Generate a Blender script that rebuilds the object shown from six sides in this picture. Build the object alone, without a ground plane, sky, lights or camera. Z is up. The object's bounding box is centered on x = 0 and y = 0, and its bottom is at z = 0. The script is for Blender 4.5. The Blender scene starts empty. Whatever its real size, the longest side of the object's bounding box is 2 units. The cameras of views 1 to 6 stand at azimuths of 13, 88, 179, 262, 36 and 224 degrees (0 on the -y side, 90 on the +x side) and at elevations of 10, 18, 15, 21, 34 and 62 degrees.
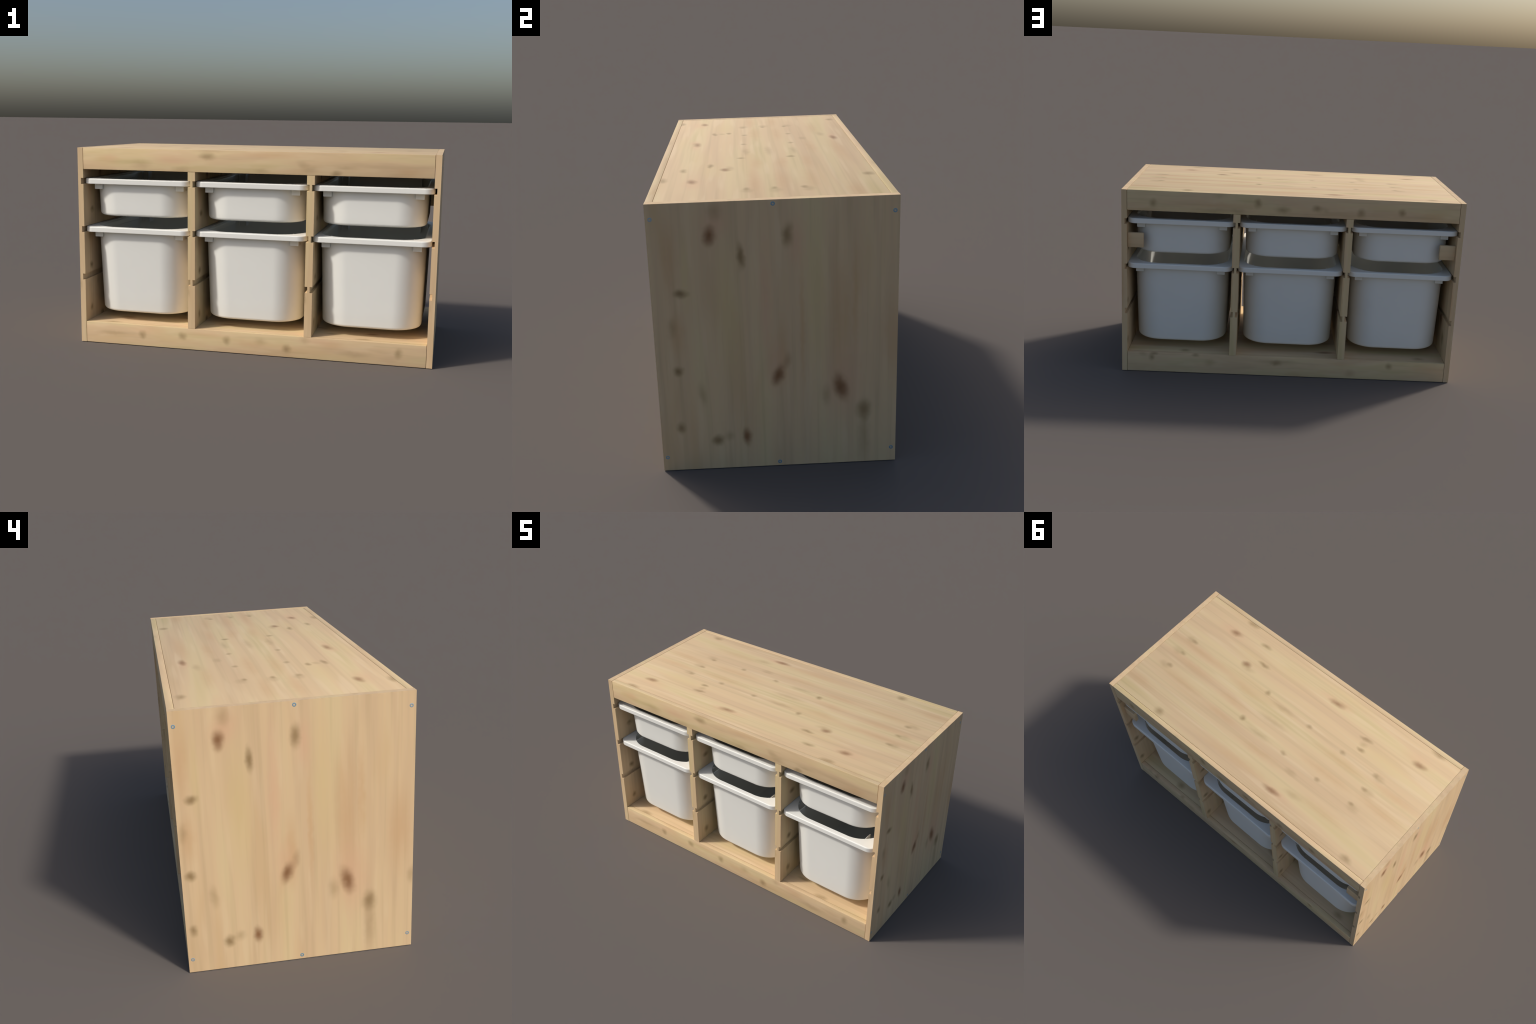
"""Pine storage frame with three bays, each holding a shallow and a deep white plastic bin."""
import bpy, bmesh, math
from mathutils import Vector, Matrix

# ------------------------------------------------------------------ sizes (metres)
HALF_W, HALF_D, HEIGHT = 0.9993, 0.472, 1.119      # outer faces of the frame
SIDE_T = 0.0313                                   # side panel thickness
INNER = HALF_W - SIDE_T                           # inner face of a side panel
RAIL_H, RAIL_T = 0.1200, 0.029                     # rails at the head and the foot
BOARD_T = 0.030                                   # tabletop / floor board
FLOOR_Z = 0.1205
HEAD_Z = HEIGHT - RAIL_H                          # underside of the head rails
DIV_X, DIV_T = 0.330, 0.041                       # dividers
GROOVE_Z = (0.366, 0.641, 0.915)                  # underside of each runner groove
GROOVE_H, GROOVE_D = 0.034, 0.0143
GAP = 0.0010

scene = bpy.context.scene


def srgb(r, g, b):
    f = lambda c: c / 12.92 if c <= 0.04045 else ((c + 0.055) / 1.055) ** 2.4
    return (f(r / 255), f(g / 255), f(b / 255), 1.0)


# ------------------------------------------------------------------ materials
OLIVE = srgb(148, 122, 84)
BROWN = srgb(140, 101, 68)
BLUSH = srgb(218, 172, 138)
AMBER = srgb(203, 162, 118)
HONEY = srgb(216, 192, 140)


def pine(name, grain, spots, seed, stretch=0.9, streak=11, swell=1.25, fade=1.0, pale=0.25):
    """Pale knotty pine. grain: axis index the fibres run along (object space).
    spots: (kind, centre, radii, tilt about the x/y/z axis) ellipsoids of darker wood."""
    m = bpy.data.materials.new(name)
    m.use_nodes = True
    nt = m.node_tree
    N, Lk = nt.nodes, nt.links
    N.clear()
    out = N.new('ShaderNodeOutputMaterial')
    bsdf = N.new('ShaderNodeBsdfPrincipled')
    bsdf.inputs['Roughness'].default_value = 0.62
    bsdf.inputs['Specular IOR Level'].default_value = 0.25
    Lk.new(bsdf.outputs[0], out.inputs[0])
    tc = N.new('ShaderNodeTexCoord')
    obj = tc.outputs['Object']

    def noise(across, along, detail, offset, rough=0.5, dist=0.0):
        mp = N.new('ShaderNodeMapping')
        s = [across] * 3
        s[grain] = along
        mp.inputs['Scale'].default_value = s
        mp.inputs['Location'].default_value = (seed * 3.7 + offset, seed * 1.9 - offset, seed * 2.3)
        Lk.new(obj, mp.inputs[0])
        n = N.new('ShaderNodeTexNoise')
        n.inputs['Scale'].default_value = 1.0
        n.inputs['Detail'].default_value = detail
        n.inputs['Roughness'].default_value = rough
        n.inputs['Distortion'].default_value = dist
        Lk.new(mp.outputs[0], n.inputs['Vector'])
        return n.outputs['Fac']

    def ramp(fac, stops):
        r = N.new('ShaderNodeValToRGB')
        e = r.color_ramp.elements
        e[0].position, e[0].color = stops[0]
        e[1].position, e[1].color = stops[-1]
        for p, c in stops[1:-1]:
            k = e.new(p)
            k.color = c
        r.color_ramp.interpolation = 'EASE'
        Lk.new(fac, r.inputs[0])
        return r.outputs[0]

    def mix(fac, a, b, mode='MIX'):
        x = N.new('ShaderNodeMix')
        x.data_type = 'RGBA'
        x.blend_type = mode
        if isinstance(fac, float):
            x.inputs[0].default_value = fac
        else:
            Lk.new(fac, x.inputs[0])
        for sock, v in ((x.inputs[6], a), (x.inputs[7], b)):
            if isinstance(v, tuple):
                sock.default_value = v
            else:
                Lk.new(v, sock)
        return x.outputs[2]

    # broad bands of sapwood: straw, cream, rosy
    base = ramp(noise(streak, stretch, 2.2, 0.0, 0.42), [
        (0.26, srgb(213, 191, 145)), (0.40, srgb(220, 196, 154)),
        (0.52, srgb(219, 191, 152)), (0.64, srgb(214, 185, 148)), (0.78, srgb(220, 191, 152))])
    # warm heartwood drifts
    drift = N.new('ShaderNodeMapRange')
    drift.interpolation_type = 'SMOOTHSTEP'
    drift.inputs[1].default_value = 0.56
    drift.inputs[2].default_value = 0.78
    drift.inputs[4].default_value = 0.42
    Lk.new(noise(streak * 0.7, stretch * 1.4, 2.0, 4.0, dist=0.3), drift.inputs[0])
    base = mix(drift.outputs[0], base, srgb(207, 174, 127))
    # fine year-ring lines
    fine = ramp(noise(36, stretch * 1.3, 2.0, 9.0, 0.5), [(0.30, (0.93, 0.93, 0.915, 1)), (0.52, (1, 1, 1, 1)),
                                                 (0.75, (1.02, 1.015, 1.0, 1))])
    base = mix(1.0, base, fine, 'MULTIPLY')

    base = mix(1.0, base, (0.997, 0.988, 0.962, 1.0), 'MULTIPLY')    # honey tone of the oiled boards
    # short pale flecks along the fibres
    fleck = N.new('ShaderNodeMapRange')
    fleck.interpolation_type = 'SMOOTHSTEP'
    fleck.inputs[1].default_value = 0.55
    fleck.inputs[2].default_value = 0.72
    fleck.inputs[4].default_value = pale
    Lk.new(noise(30, stretch * 3.2, 1.5, 14.0, 0.45), fleck.inputs[0])
    base = mix(fleck.outputs[0], base, srgb(229, 205, 167))

    # warp so that spots are not perfect ellipses
    wn = N.new('ShaderNodeTexNoise')
    wn.inputs['Scale'].default_value = 22.0
    wn.inputs['Detail'].default_value = 2.0
    Lk.new(obj, wn.inputs['Vector'])
    ws = N.new('ShaderNodeVectorMath')
    ws.operation = 'MULTIPLY_ADD'
    ws.inputs[1].default_value = (0.020,) * 3
    ws.inputs[2].default_value = (-0.010,) * 3
    Lk.new(wn.outputs['Color'], ws.inputs[0])
    wa = N.new('ShaderNodeVectorMath')
    Lk.new(obj, wa.inputs[0])
    Lk.new(ws.outputs[0], wa.inputs[1])
    warped = wa.outputs[0]

    look = {  # kind: (colour, strength, core radius fraction)
        'halo': (BLUSH, 0.5, 0.0), 'amber': (AMBER, 0.5, 0.0), 'honey': (HONEY, 0.55, 0.0),
        'faint': (OLIVE, 0.38, 0.0), 'rose': (BROWN, 0.34, 0.0),
        'dash': (OLIVE, 0.72, 0.0), 'olive': (OLIVE, 0.85, 0.0), 'knot': (OLIVE, 0.95, 0.0), 'dark': (BROWN, 0.97, 0.05)}
    for kind in ('honey', 'amber', 'halo', 'faint', 'rose', 'dash', 'olive', 'knot', 'dark'):
        acc = None
        for k, c, rad, tilt in spots:
            if k != kind:
                continue
            mp = N.new('ShaderNodeMapping')
            mp.vector_type = 'TEXTURE'
            mp.inputs['Location'].default_value = c
            mp.inputs['Rotation'].default_value = tilt
            mp.inputs['Scale'].default_value = tuple(q * swell for q in rad)
            Lk.new(warped, mp.inputs[0])
            ln = N.new('ShaderNodeVectorMath')
            ln.operation = 'LENGTH'
            Lk.new(mp.outputs[0], ln.inputs[0])
            mr = N.new('ShaderNodeMapRange')
            mr.interpolation_type = 'SMOOTHSTEP'
            mr.inputs[1].default_value = 1.0
            mr.inputs[2].default_value = look[kind][2]
            mr.inputs[4].default_value = look[kind][1] * fade
            Lk.new(ln.outputs['Value'], mr.inputs[0])
            if acc is None:
                acc = mr.outputs[0]
            else:
                mx = N.new('ShaderNodeMath')
                mx.operation = 'MAXIMUM'
                Lk.new(acc, mx.inputs[0])
                Lk.new(mr.outputs[0], mx.inputs[1])
                acc = mx.outputs[0]
        if acc is not None:
            base = mix(acc, base, look[kind][0])
    Lk.new(base, bsdf.inputs['Base Color'])
    return m


def plastic(name, colour, rough):
    m = bpy.data.materials.new(name)
    m.use_nodes = True
    nt = m.node_tree
    b = nt.nodes['Principled BSDF']
    b.inputs['Roughness'].default_value = rough
    tc = nt.nodes.new('ShaderNodeTexCoord')
    n = nt.nodes.new('ShaderNodeTexNoise')
    n.inputs['Scale'].default_value = 6.0
    n.inputs['Detail'].default_value = 1.0
    r = nt.nodes.new('ShaderNodeValToRGB')
    e = r.color_ramp.elements
    e[0].position, e[0].color = 0.3, tuple(c * 0.985 for c in colour[:3]) + (1,)
    e[1].position, e[1].color = 0.7, colour
    nt.links.new(tc.outputs['Object'], n.inputs['Vector'])
    nt.links.new(n.outputs['Fac'], r.inputs[0])
    nt.links.new(r.outputs[0], b.inputs['Base Color'])
    return m


def steel(name):
    m = bpy.data.materials.new(name)
    m.use_nodes = True
    nt = m.node_tree
    b = nt.nodes['Principled BSDF']
    b.inputs['Metallic'].default_value = 0.35
    b.inputs['Roughness'].default_value = 0.45
    oi = nt.nodes.new('ShaderNodeObjectInfo')
    r = nt.nodes.new('ShaderNodeValToRGB')
    e = r.color_ramp.elements
    e[0].position, e[0].color = 0.0, srgb(122, 160, 180)
    e[1].position, e[1].color = 1.0, srgb(186, 190, 190)
    nt.links.new(oi.outputs['Random'], r.inputs[0])
    nt.links.new(r.outputs[0], b.inputs['Base Color'])
    return m


# ------------------------------------------------------------------ knots, measured off the boards
def on_plane(axis, level, depth, rows):
    """rows: (kind, u, v, half length u, half length v, tilt) on the plane axis=level."""
    ui, vi = [(1, 2), (0, 2), (0, 1)][axis]
    res = []
    for kind, u, v, ru, rv, t in rows:
        c, r, a = [0.0] * 3, [depth] * 3, [0.0] * 3
        c[ui], c[vi], c[axis] = u, v, level
        r[ui], r[vi] = ru, rv
        a[axis] = math.radians(-t if axis == 1 else t)
        res.append((kind, tuple(c), tuple(r), tuple(a)))
    return res


PLANK = [   # tabletop and floor: u = x, v = y
    ('olive', .624, -.434, .055, .024, 0), ('dark', .666, -.311, .050, .024, 8), ('olive', .452, -.359, .050, .020, 4),
    ('dark', .457, -.179, .042, .024, 6), ('knot', .369, -.245, .052, .017, 3), ('rose', .430, -.160, .060, .020, 4),
    ('dash', .816, -.093, .027, .016, 0), ('dash', .816, .015, .027, .016, 0), ('dash', .815, .133, .027, .016, 0),
    ('olive', .626, .412, .042, .028, 0), ('knot', .216, -.110, .026, .022, 0), ('knot', .211, .118, .026, .022, 0),
    ('faint', .070, -.084, .100, .020, 2), ('faint', .065, .141, .100, .020, 2), ('rose', .060, .022, .130, .022, 2),
    ('dark', -.149, -.325, .066, .024, 5), ('halo', -.195, -.340, .090, .035, 0), ('halo', -.10, -.33, .12, .03, 0),
    ('dash', -.128, -.093, .027, .016, 0), ('dash', -.128, .139, .027, .016, 0),
    ('dash', -.385, -.085, .027, .016, 0), ('dash', -.386, .143, .027, .016, 0),
    ('knot', -.437, -.243, .052, .017, 4), ('knot', -.456, -.170, .032, .017, 0), ('faint', -.445, -.207, .030, .020, 0),
    ('faint', -.240, .207, .050, .024, 0), ('dark', -.234, .366, .070, .020, 4), ('halo', -.275, .362, .100, .030, 0),
    ('rose', -.347, .308, .080, .022, 4), ('halo', .700, -.310, .12, .05, 0), ('halo', -.740, -.330, .13, .05, 0),
    ('dash', -.623, -.093, .027, .016, 0), ('dash', -.627, .015, .027, .016, 0), ('dash', -.628, .135, .027, .016, 0),
    ('faint', -.650, .150, .050, .030, 0), ('faint', -.655, .020, .050, .030, 0), ('faint', -.650, -.090, .050, .030, 0),
    ('faint', .845, .150, .050, .030, 0), ('faint', .85, .020, .050, .030, 0), ('faint', .845, -.090, .050, .030, 0),
    ('dark', -.775, -.308, .058, .024, 6), ('olive', -.813, -.437, .060, .022, 0), ('olive', -.816, .410, .045, .028, 0),
    ('amber', -.015, .228, .200, .030, 2), ('amber', .053, .351, .330, .040, 2), ('amber', .900, .330, .160, .045, 0),
    ('amber', .339, -.041, .150, .030, 0), ('amber', .335, .185, .170, .030, 0), ('amber', .34, .07, .15, .03, 0),
    ('amber', -.55, .28, .22, .035, 0), ('honey', .25, -.30, .30, .05, 0), ('honey', -.60, -.20, .22, .07, 0),
    ('honey', -.20, -.40, .25, .03, 0), ('honey', .45, -.235, .20, .06, 0)]
PLANK += [('amber', x, y, .24, .035, 0) for x, y in ((.70, -.06), (.70, .05), (.68, .17), (-.42, -.03), (-.40, .08), (-.80, .07), (-.78, -.05))]

SIDE = [    # side panels: u across, v = z
    ('dark', -.293, .990, .028, .048, -8), ('halo', -.270, 1.035, .06, .09, -20), ('faint', -.270, 1.083, .035, .045, 0),
    ('knot', -.179, .905, .018, .060, 3), ('olive', .000, .982, .026, .058, -4), ('halo', .03, .95, .035, .12, 0),
    ('knot', -.411, .763, .032, .022, 0), ('faint', -.453, .625, .022, .050, 0), ('knot', -.437, .440, .026, .026, 0),
    ('olive', -.442, .192, .022, .030, 0), ('knot', -.297, .127, .028, .030, 0), ('faint', -.253, .145, .026, .028, 0),
    ('dark', -.180, .141, .022, .045, 4), ('dark', -.049, .409, .028, .056, -16), ('halo', -.06, .45, .05, .14, 0),
    ('rose', -.013, .470, .018, .045, -8), ('dark', .197, .345, .034, .070, 14), ('halo', .215, .37, .09, .19, 0),
    ('faint', .139, .313, .025, .055, 0), ('olive', .288, .239, .035, .055, 0), ('faint', .29, .12, .030, .15, 0),
    ('faint', .465, .338, .022, .045, 0), ('faint', -.349, .338, .022, .060, 6),
    ('amber', .413, .547, .060, .220, 0), ('amber', .195, .64, .055, .36, 0), ('amber', -.435, .60, .040, .12, 0),
    ('amber', -.445, .90, .035, .18, 0), ('amber', -.03, .50, .030, .18, 0), ('honey', .105, .75, .055, .40, 0),
    ('honey', -.23, .70, .06, .35, 0), ('honey', -.39, .85, .022, .2, 0), ('amber', .255, .72, .020, .28, 0),
    ('amber', .05, .60, .014, .30, 0), ('halo', -.09, .75, .03, .34, 0)]
SHIFT = .052    # faces looking to +x carry the same pattern, slid along by this much
FACING_RIGHT = [(k, u + SHIFT, v, a, b, t) for k, u, v, a, b, t in SIDE]
FACING_LEFT = [(k, -u, v, a, b, -t) for k, u, v, a, b, t in SIDE]


def turned(rows):
    """The same rows for a board turned half round about z."""
    return [(k, -u, v, a, b, -t) for k, u, v, a, b, t in rows]


FOOT = [    # foot rail (and, turned round, the opposite head rail)
    ('olive', -.623, .065, .026, .030, 0), ('olive', -.384, .074, .030, .026, 0), ('olive', -.126, .068, .028, .030, 0),
    ('faint', .068, .077, .040, .030, 0), ('amber', .02, .06, .14, .03, 0), ('knot', .214, .045, .028, .030, 0),
    ('amber', .463, .083, .08, .03, 0), ('olive', .820, .066, .028, .034, 0), ('faint', .314, .103, .035, .025, 0),
    ('honey', -.48, .055, .20, .03, 0), ('halo', -.60, .10, .12, .03, 0), ('halo', -.24, .095, .18, .02, 0),
    ('halo', .40, .10, .1, .02, 0), ('faint', .60, .045, .12, .02, 0), ('honey', .55, .02, .18, .025, 0),
    ('faint', -.80, .065, .12, .016, 0)]
HEAD = [    # head rail
    ('olive', -.240, .087, .055, .024, 0), ('rose', -.618, .033, .070, .028, 0), ('faint', -.387, .013, .06, .02, 0),
    ('faint', .289, .053, .05, .024, -20), ('faint', .323, .028, .05, .024, 0), ('olive', .463, .012, .035, .018, 0),
    ('faint', .066, .012, .05, .02, 0), ('amber', .833, .026, .08, .03, 0), ('faint', .514, .041, .07, .014, 0),
    ('halo', -.80, .065, .06, .03, 0), ('amber', .10, .10, .20, .02, 0), ('honey', -.65, .10, .12, .03, 0),
    ('honey', .60, .095, .18, .022, 0), ('halo', -.45, .06, .12, .03, 0), ('rose', -.226, .119, .10, .016, 0)]
HEAD_BACK = [
    ('olive', .817, .047, .030, .030, 0), ('knot', .212, .070, .028, .034, 0), ('olive', .065, .038, .055, .024, 0),
    ('faint', .430, .110, .05, .025, 0), ('faint', .321, .016, .05, .024, 0), ('knot', -.133, .051, .034, .026, 0),
    ('faint', -.183, .048, .03, .016, 0), ('olive', -.389, .040, .030, .030, 0), ('knot', -.628, .048, .026, .028, 0),
    ('amber', .40, .05, .25, .02, 0), ('rose', .43, .02, .2, .016, 0), ('honey', -.52, .075, .14, .028, 0)]
FOOT_BACK = [
    ('knot', .821, .090, .024, .026, 0), ('faint', .466, .070, .045, .03, 0), ('olive', .062, .082, .040, .022, 0),
    ('faint', .05, .09, .14, .02, 0), ('olive', .553, .114, .03, .014, 0), ('olive', .803, .115, .03, .014, 0),
    ('faint', .873, .113, .03, .018, 0), ('knot', -.627, .089, .026, .026, 0), ('rose', -.389, .035, .04, .03, 0),
    ('amber', -.85, .08, .12, .03, 0)]


# ------------------------------------------------------------------ helpers for building
def new_object(name, mesh, parent=None, loc=(0, 0, 0), rot_z=0.0):
    o = bpy.data.objects.new(name, mesh)
    scene.collection.objects.link(o)
    o.parent = parent
    o.location = loc
    o.rotation_euler[2] = rot_z
    return o


def new_empty(name, loc, label, category):
    o = new_object(name, None, None, loc)
    o.empty_display_size = 0.2
    o["label"], o["category"] = label, category
    return o


def to_mesh(bm, name, mats, smooth=None):
    bmesh.ops.recalc_face_normals(bm, faces=bm.faces[:])
    me = bpy.data.meshes.new(name)
    if smooth is not None:
        for f in bm.faces:
            f.smooth = True
        for e in bm.edges:
            e.smooth = not (e.is_manifold and e.calc_face_angle(0) > smooth)
    bm.to_mesh(me)
    bm.free()
    for m in mats:
        me.materials.append(m)
    return me


def soften(bm, width, segments=2):
    edges = [e for e in bm.edges if e.is_manifold and e.calc_face_angle(0) > 0.5]
    bmesh.ops.bevel(bm, geom=edges, offset=width, segments=segments, profile=0.6, affect='EDGES', clamp_overlap=True)


def board(name, size, mats, ease=0.0022):
    """A plank centred on its origin."""
    bm = bmesh.new()
    bmesh.ops.create_cube(bm, size=1.0, matrix=Matrix.Diagonal((*size, 1)))
    soften(bm, ease)
    return to_mesh(bm, name, mats, 0.6)


def extrude_profile(bm, pts, y0, y1):
    """Close the x-z outline pts and draw it out along y."""
    a = [bm.verts.new((x, y0, z)) for x, z in pts]
    b = [bm.verts.new((x, y1, z)) for x, z in pts]
    bm.faces.new(a)
    bm.faces.new(b[::-1])
    for i in range(len(pts)):
        j = (i + 1) % len(pts)
        bm.faces.new((a[j], a[i], b[i], b[j]))


def grooved_edge(x, inward, z0, z1):
    """Up one face from z0 to z1, stepping inward at each runner groove."""
    pts = [(x, z0)]
    for g in GROOVE_Z:
        pts += [(x, g), (x + inward, g), (x + inward, g + GROOVE_H), (x, g + GROOVE_H)]
    return pts + [(x, z1)]


# ------------------------------------------------------------------ the frame
frame = new_empty("storage_frame", (0, 0, 0), "knotty pale pine storage frame with three open bays", "shelf unit")

mat_right = pine("pine_side", 2, on_plane(0, 0.0, 0.018, FACING_RIGHT) + on_plane(0, -SIDE_T, 0.009, FACING_LEFT), 1)
mat_left = pine("pine_side_turned", 2, on_plane(0, 0.0, 0.018, turned(FACING_LEFT)) +
                on_plane(0, -SIDE_T, 0.009, turned(FACING_RIGHT)), 1)
mat_div = pine("pine_divider", 2, on_plane(0, DIV_T / 2, 0.012, FACING_RIGHT) + on_plane(0, -DIV_T / 2, 0.012, FACING_LEFT), 2)
mat_top = pine("pine_plank", 0, on_plane(2, 0.0, 0.045, PLANK), 3, 0.65, 9.5, 1.25, 0.85, 0.38)
d = HALF_D
mat_foot = pine("pine_foot", 0, on_plane(1, -RAIL_T / 2, .02, FOOT), 4, 2.2, 15, 1.25, 0.72)
mat_head = pine("pine_head", 0, on_plane(1, -RAIL_T / 2, .02, HEAD), 5, 2.2, 15, 1.25, 0.72)
mat_hback = pine("pine_head_back", 0, on_plane(1, RAIL_T / 2, .02, HEAD_BACK), 6, 2.2, 15, 1.25, 0.72)
mat_fback = pine("pine_foot_back", 0, on_plane(1, RAIL_T / 2, .02, FOOT_BACK), 7, 2.2, 15, 1.25, 0.72)
mat_block = pine("pine_block", 0, [], 8)
mat_steel = steel("zinc_steel")

# side panels: origin on the outer face, local +x pointing outwards
bm = bmesh.new()
extrude_profile(bm, [(0, 0)] + grooved_edge(-SIDE_T, GROOVE_D, 0, HEIGHT) + [(0, HEIGHT)], -HALF_D, HALF_D)
soften(bm, 0.0016)
side_mesh = to_mesh(bm, "side_panel", [mat_right], 0.6)
turned_mesh = side_mesh.copy()
turned_mesh.materials[0] = mat_left

# screw: pan head with a cross recess
bm = bmesh.new()
rings = [(0.0098, -0.004), (0.0098, 0.0006), (0.0078, 0.0015), (0.0045, 0.0020), (0.0030, 0.0012), (0.0, 0.0008)]
prev = None
for r, h in rings:
    if r == 0:
        tip = bm.verts.new((h, 0, 0))
        for i in range(20):
            bm.faces.new((prev[i], prev[(i + 1) % 20], tip))
        break
    cur = [bm.verts.new((h, r * math.cos(t * math.tau / 20), r * math.sin(t * math.tau / 20))) for t in range(20)]
    if prev:
        for i in range(20):
            j = (i + 1) % 20
            bm.faces.new((prev[i], prev[j], cur[j], cur[i]))
    prev = cur
screw_mesh = to_mesh(bm, "screw", [mat_steel], 0.8)

for turn, x, mesh in ((0.0, HALF_W, side_mesh), (math.pi, -HALF_W, turned_mesh)):
    panel = new_object("side_panel", mesh, frame, (x, 0, 0), turn)
    for y, z in ((-.4535, 1.060), (0, 1.1036), (.4535, 1.060), (-.4545, .0597), (0, .017), (.454, .060)):
        new_object("screw", screw_mesh, panel, (-0.0013, y, z))

# dividers: grooves on both faces; the middle rises between the head rails
bm = bmesh.new()
zl, zh = FLOOR_Z + GAP, HEAD_Z - GAP
h = DIV_T / 2
right = grooved_edge(h, -GROOVE_D + .0005, zl, zh)
left = [(-x, z) for x, z in reversed(right)]
extrude_profile(bm, right + left, -HALF_D + .0006, HALF_D - .0006)
soften(bm, 0.0016)
riser = bmesh.ops.create_cube(bm, size=1.0, matrix=Matrix.Translation((0, 0, (zh + HEIGHT - BOARD_T) / 2 - .0004)) @
                              Matrix.Diagonal((DIV_T, 2 * (HALF_D - RAIL_T) - .004, HEIGHT - BOARD_T - zh - .002, 1)))
div_mesh = to_mesh(bm, "divider", [mat_div], 0.6)
for x in (-DIV_X, DIV_X):
    new_object("divider", div_mesh, frame, (x, 0, 0))

# tabletop and floor board
span_x, span_y = 2 * (INNER - GAP), 2 * (HALF_D - RAIL_T - GAP)
plank_mesh = board("plank", (span_x, span_y, BOARD_T), [mat_top], 0.0014)
new_object("tabletop", plank_mesh, frame, (0, 0, HEIGHT - BOARD_T / 2 - .0004))
new_object("floor_board", plank_mesh, frame, (0, 0, FLOOR_Z - BOARD_T / 2 - .0004))

# four rails
for y, z, mat, hgt in ((-1, 0, mat_foot, FLOOR_Z), (-1, HEAD_Z, mat_head, RAIL_H),
                       (1, HEAD_Z, mat_hback, RAIL_H), (1, 0, mat_fback, FLOOR_Z)):
    bm = bmesh.new()
    bmesh.ops.create_cube(bm, size=1.0, matrix=Matrix.Translation((0, 0, hgt / 2)) @
                          Matrix.Diagonal((span_x - .0016, RAIL_T, hgt, 1)))
    soften(bm, 0.0026)
    new_object("rail", to_mesh(bm, "rail", [mat], 0.6), frame, (0, y * (HALF_D - RAIL_T / 2), z))

# stop blocks at the rear of the outer bays
block_mesh = board("stop_block", (0.092, 0.022, 0.087), [mat_block])
for s in (-1, 1):
    new_object("stop_block", block_mesh, frame, (s * (INNER - 0.046 - GAP), 0.438, 0.8145))

# ------------------------------------------------------------------ the bins
white = plastic("white_plastic", srgb(240, 240, 233), 0.42)
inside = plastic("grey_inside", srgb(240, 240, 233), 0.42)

RIM_R, RIM_H = 0.054, 0.0300
OPEN_X, OPEN_Y, OPEN_R = 0.2870, 0.4235, 0.157
SEG = 16                                           # facets in a corner


def loop(bm, hx, hy, r, z):
    """Rounded rectangle ring."""
    ring = []
    for q, (sx, sy) in enumerate(((1, 1), (-1, 1), (-1, -1), (1, -1))):
        cx, cy = sx * (hx - r), sy * (hy - r)
        for i in range(SEG + 1):
            a = (q + i / SEG) * math.pi / 2
            ring.append(bm.verts.new((cx + r * math.cos(a), cy + r * math.sin(a), z)))
    return ring


def bridge(bm, a, b, mat=0):
    n = len(a)
    for i in range(n):
        f = bm.faces.new((a[i], a[(i + 1) % n], b[(i + 1) % n], b[i]))
        f.material_index = mat


def tub(depth):
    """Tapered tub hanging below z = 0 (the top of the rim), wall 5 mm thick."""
    bm = bmesh.new()
    ease, wall = 0.016, 0.0025
    draft_x, draft_y = 0.024, 0.050

    def skin(offset, z_end, mat, start):
        prev = None
        rows = []
        # the wall flares out to meet the rim
        for i in range(5):
            z = start - 0.013 * i / 4
            rows.append((-0.003 * (1 - i / 4) ** 2, z))
        for i in range(1, 7):
            rows.append((0.0, z + (z_end + ease - z) * i / 6))
        for i in range(1, 7):
            a = i / 6 * math.pi / 2
            rows.append((ease * (1 - math.cos(a)), z_end + ease - ease * math.sin(a)))
        for inset, z in rows:
            hx = OPEN_X - .001 - offset + draft_x * z - max(inset, 0.0)
            hy = OPEN_Y + 0.0015 - offset + draft_y * z - inset
            cur = loop(bm, hx, hy, OPEN_R - offset - max(inset, 0.0), z)
            if prev:
                bridge(bm, prev, cur, mat)
            else:
                first = cur
            prev = cur
        f = bm.faces.new(prev)
        f.material_index = mat
        return first
    o = skin(0.0, -depth, 0, -0.005)
    i = skin(wall, -depth + wall, 1, -0.005)
    bridge(bm, o, i, 1)
    return to_mesh(bm, "tub", [white, inside], 0.7)


def rim(RIM_X, RIM_Y):
    """Flange with a turned-down lip."""
    bm = bmesh.new()
    rows = [(OPEN_X - .0055, OPEN_Y - .0015, OPEN_R - .004, -.0060), (OPEN_X - .0055, OPEN_Y - .0015, OPEN_R - .004, -.0018),
            (OPEN_X - .0035, OPEN_Y + .0005, OPEN_R - .002, 0.0),
            (OPEN_X - .0020, OPEN_Y + .0020, OPEN_R - .0005, 0.0),
            (RIM_X - .0075, RIM_Y - .0075, RIM_R - .006, 0.0), (RIM_X - .0060, RIM_Y - .0060, RIM_R - .005, 0.0), (RIM_X - .0030, RIM_Y - .0030, RIM_R - .003, -.0006),
            (RIM_X - .0010, RIM_Y - .0010, RIM_R - .001, -.0022), (RIM_X, RIM_Y, RIM_R, -.0050), (RIM_X, RIM_Y, RIM_R, -.0065), (RIM_X, RIM_Y, RIM_R, -RIM_H + .0035), (RIM_X, RIM_Y, RIM_R, -RIM_H + .002),
            (RIM_X - .0015, RIM_Y - .0015, RIM_R - .001, -RIM_H), (RIM_X - .005, RIM_Y - .005, RIM_R - .004, -RIM_H),
            (RIM_X - .006, RIM_Y - .006, RIM_R - .005, -.0065)]
    rings = [loop(bm, *r) for r in rows]
    for a, b in zip(rings, rings[1:]):
        bridge(bm, a, b)
    bridge(bm, rings[-1], rings[0])
    return to_mesh(bm, "rim", [white], 0.7)


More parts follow.
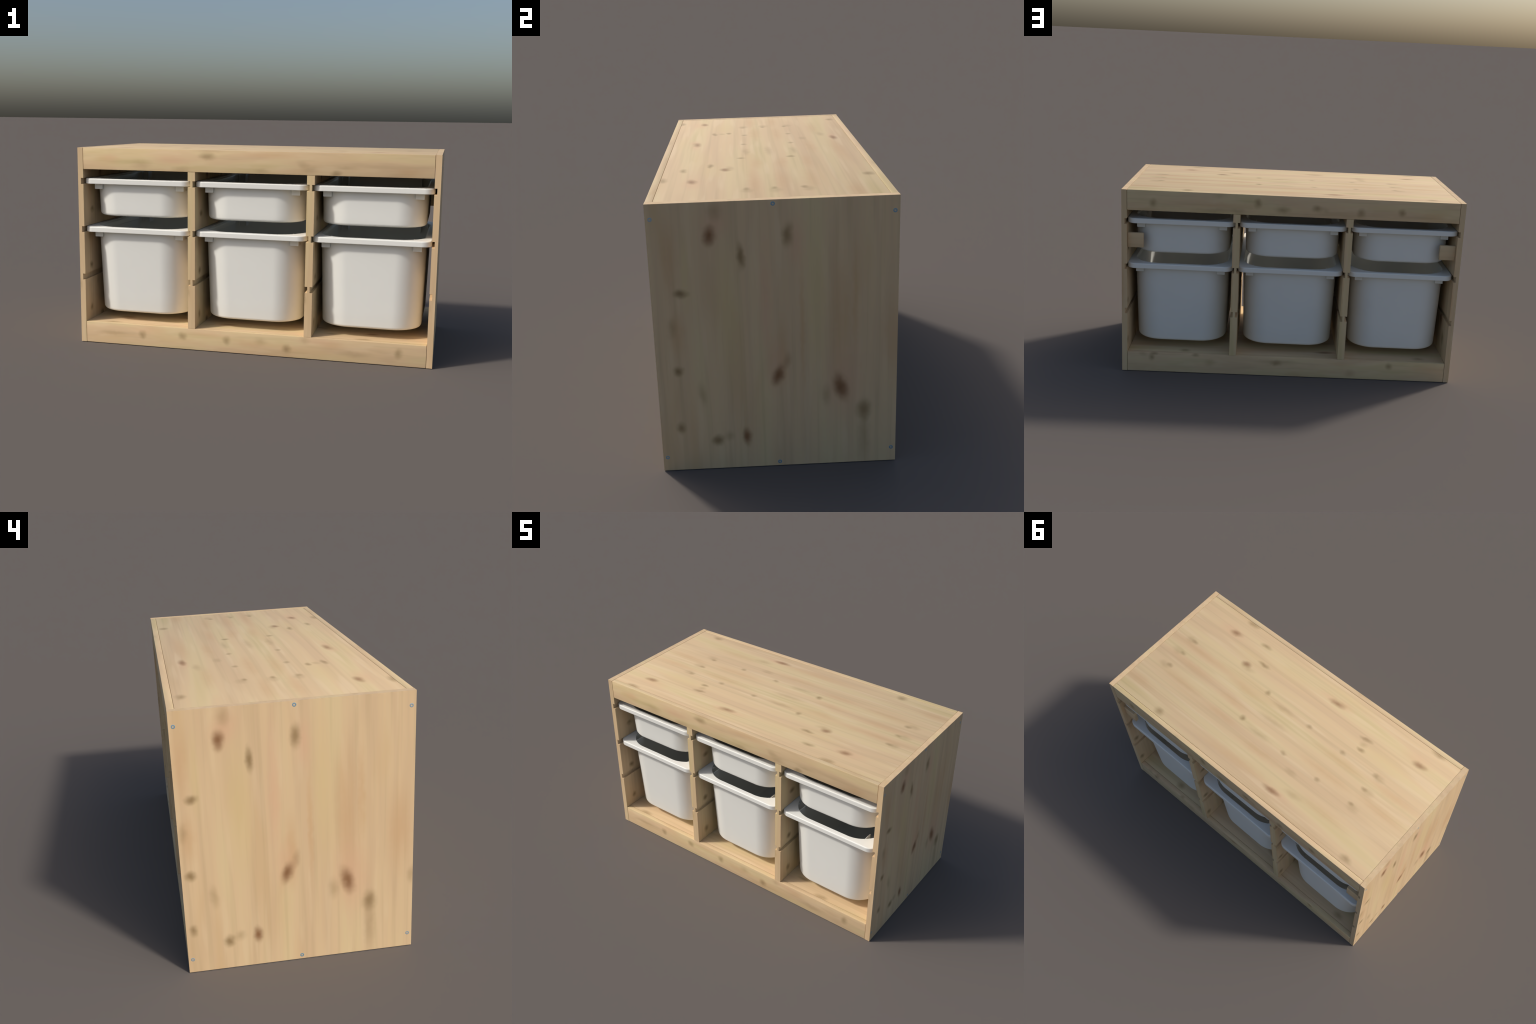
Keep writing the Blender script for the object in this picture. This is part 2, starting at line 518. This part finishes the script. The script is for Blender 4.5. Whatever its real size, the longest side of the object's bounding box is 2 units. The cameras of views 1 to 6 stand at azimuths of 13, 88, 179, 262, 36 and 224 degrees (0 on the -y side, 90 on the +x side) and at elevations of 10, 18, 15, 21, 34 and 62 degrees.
def bracket():
    """Small hollow web under a corner of the rim."""
    bm = bmesh.new()
    for x, w, y0, y1 in ((0.0, 0.046, -.004, 0.0), (-.021, .004, 0.0, .075), (.021, .004, 0.0, .075)):
        bmesh.ops.create_cube(bm, size=1.0, matrix=Matrix.Translation((x, (y0 + y1) / 2, -.034)) @
                              Matrix.Diagonal((w, y1 - y0, .056, 1)))
    soften(bm, 0.001, 1)
    return to_mesh(bm, "bracket", [white], 0.6)


def ledge():
    """Shallow raised band along the straight of each long side, just inside the mouth."""
    bm = bmesh.new()
    prev = None
    for y, p in ((-.290, 0.0), (-.255, .004), (-.215, .0078), (-.19, .0085), (.19, .0085), (.215, .0078), (.255, .004), (.290, 0.0)):
        cur = [bm.verts.new(c) for c in ((-.003, y, -.004), (p * .8, y, -.009), (p, y, -.014), (p, y, -.036), (-.003, y, -.042))]
        if prev is None:
            bm.faces.new(cur)
        else:
            for i in range(5):
                bm.faces.new((prev[i], prev[(i + 1) % 5], cur[(i + 1) % 5], cur[i]))
        prev = cur
    bm.faces.new(prev[::-1])
    return to_mesh(bm, "bead", [white], 0.9)


deep_mesh, shallow_mesh = tub(0.4975), tub(0.2130)
deep_rim, shallow_rim = rim(0.3160, 0.4540), rim(0.3190, 0.4530)
bracket_mesh, bead_mesh = bracket(), ledge()

BAY = 0.6575
for x in (-BAY, 0.0, BAY):
    for level, dx, y, mesh, rim_mesh, label in (
            (1, -.0015, -.0058, deep_mesh, deep_rim, "deep white plastic storage bin with flat wide rim"),
            (2, -.0040, -.0030, shallow_mesh, shallow_rim, "shallow white plastic storage bin with flat wide rim")):
        b = new_empty("storage_bin", (x + dx, y, GROOVE_Z[level] + RIM_H + .0010), label, "storage bin")
        b.rotation_euler[2] = -.011 if level == 1 else 0.0      # the deep bins stand slightly askew
        new_object("tub", mesh, b)
        new_object("rim", rim_mesh, b)
        for sx in (-1, 1):
            new_object("bead", bead_mesh, b, (sx * (OPEN_X - .0062), 0, 0), 0.0 if sx < 0 else math.pi)
            for sy, turn in ((-1, 0.0), (1, math.pi)):
                new_object("bracket", bracket_mesh, b, (sx * 0.243, sy * 0.401, 0), turn)
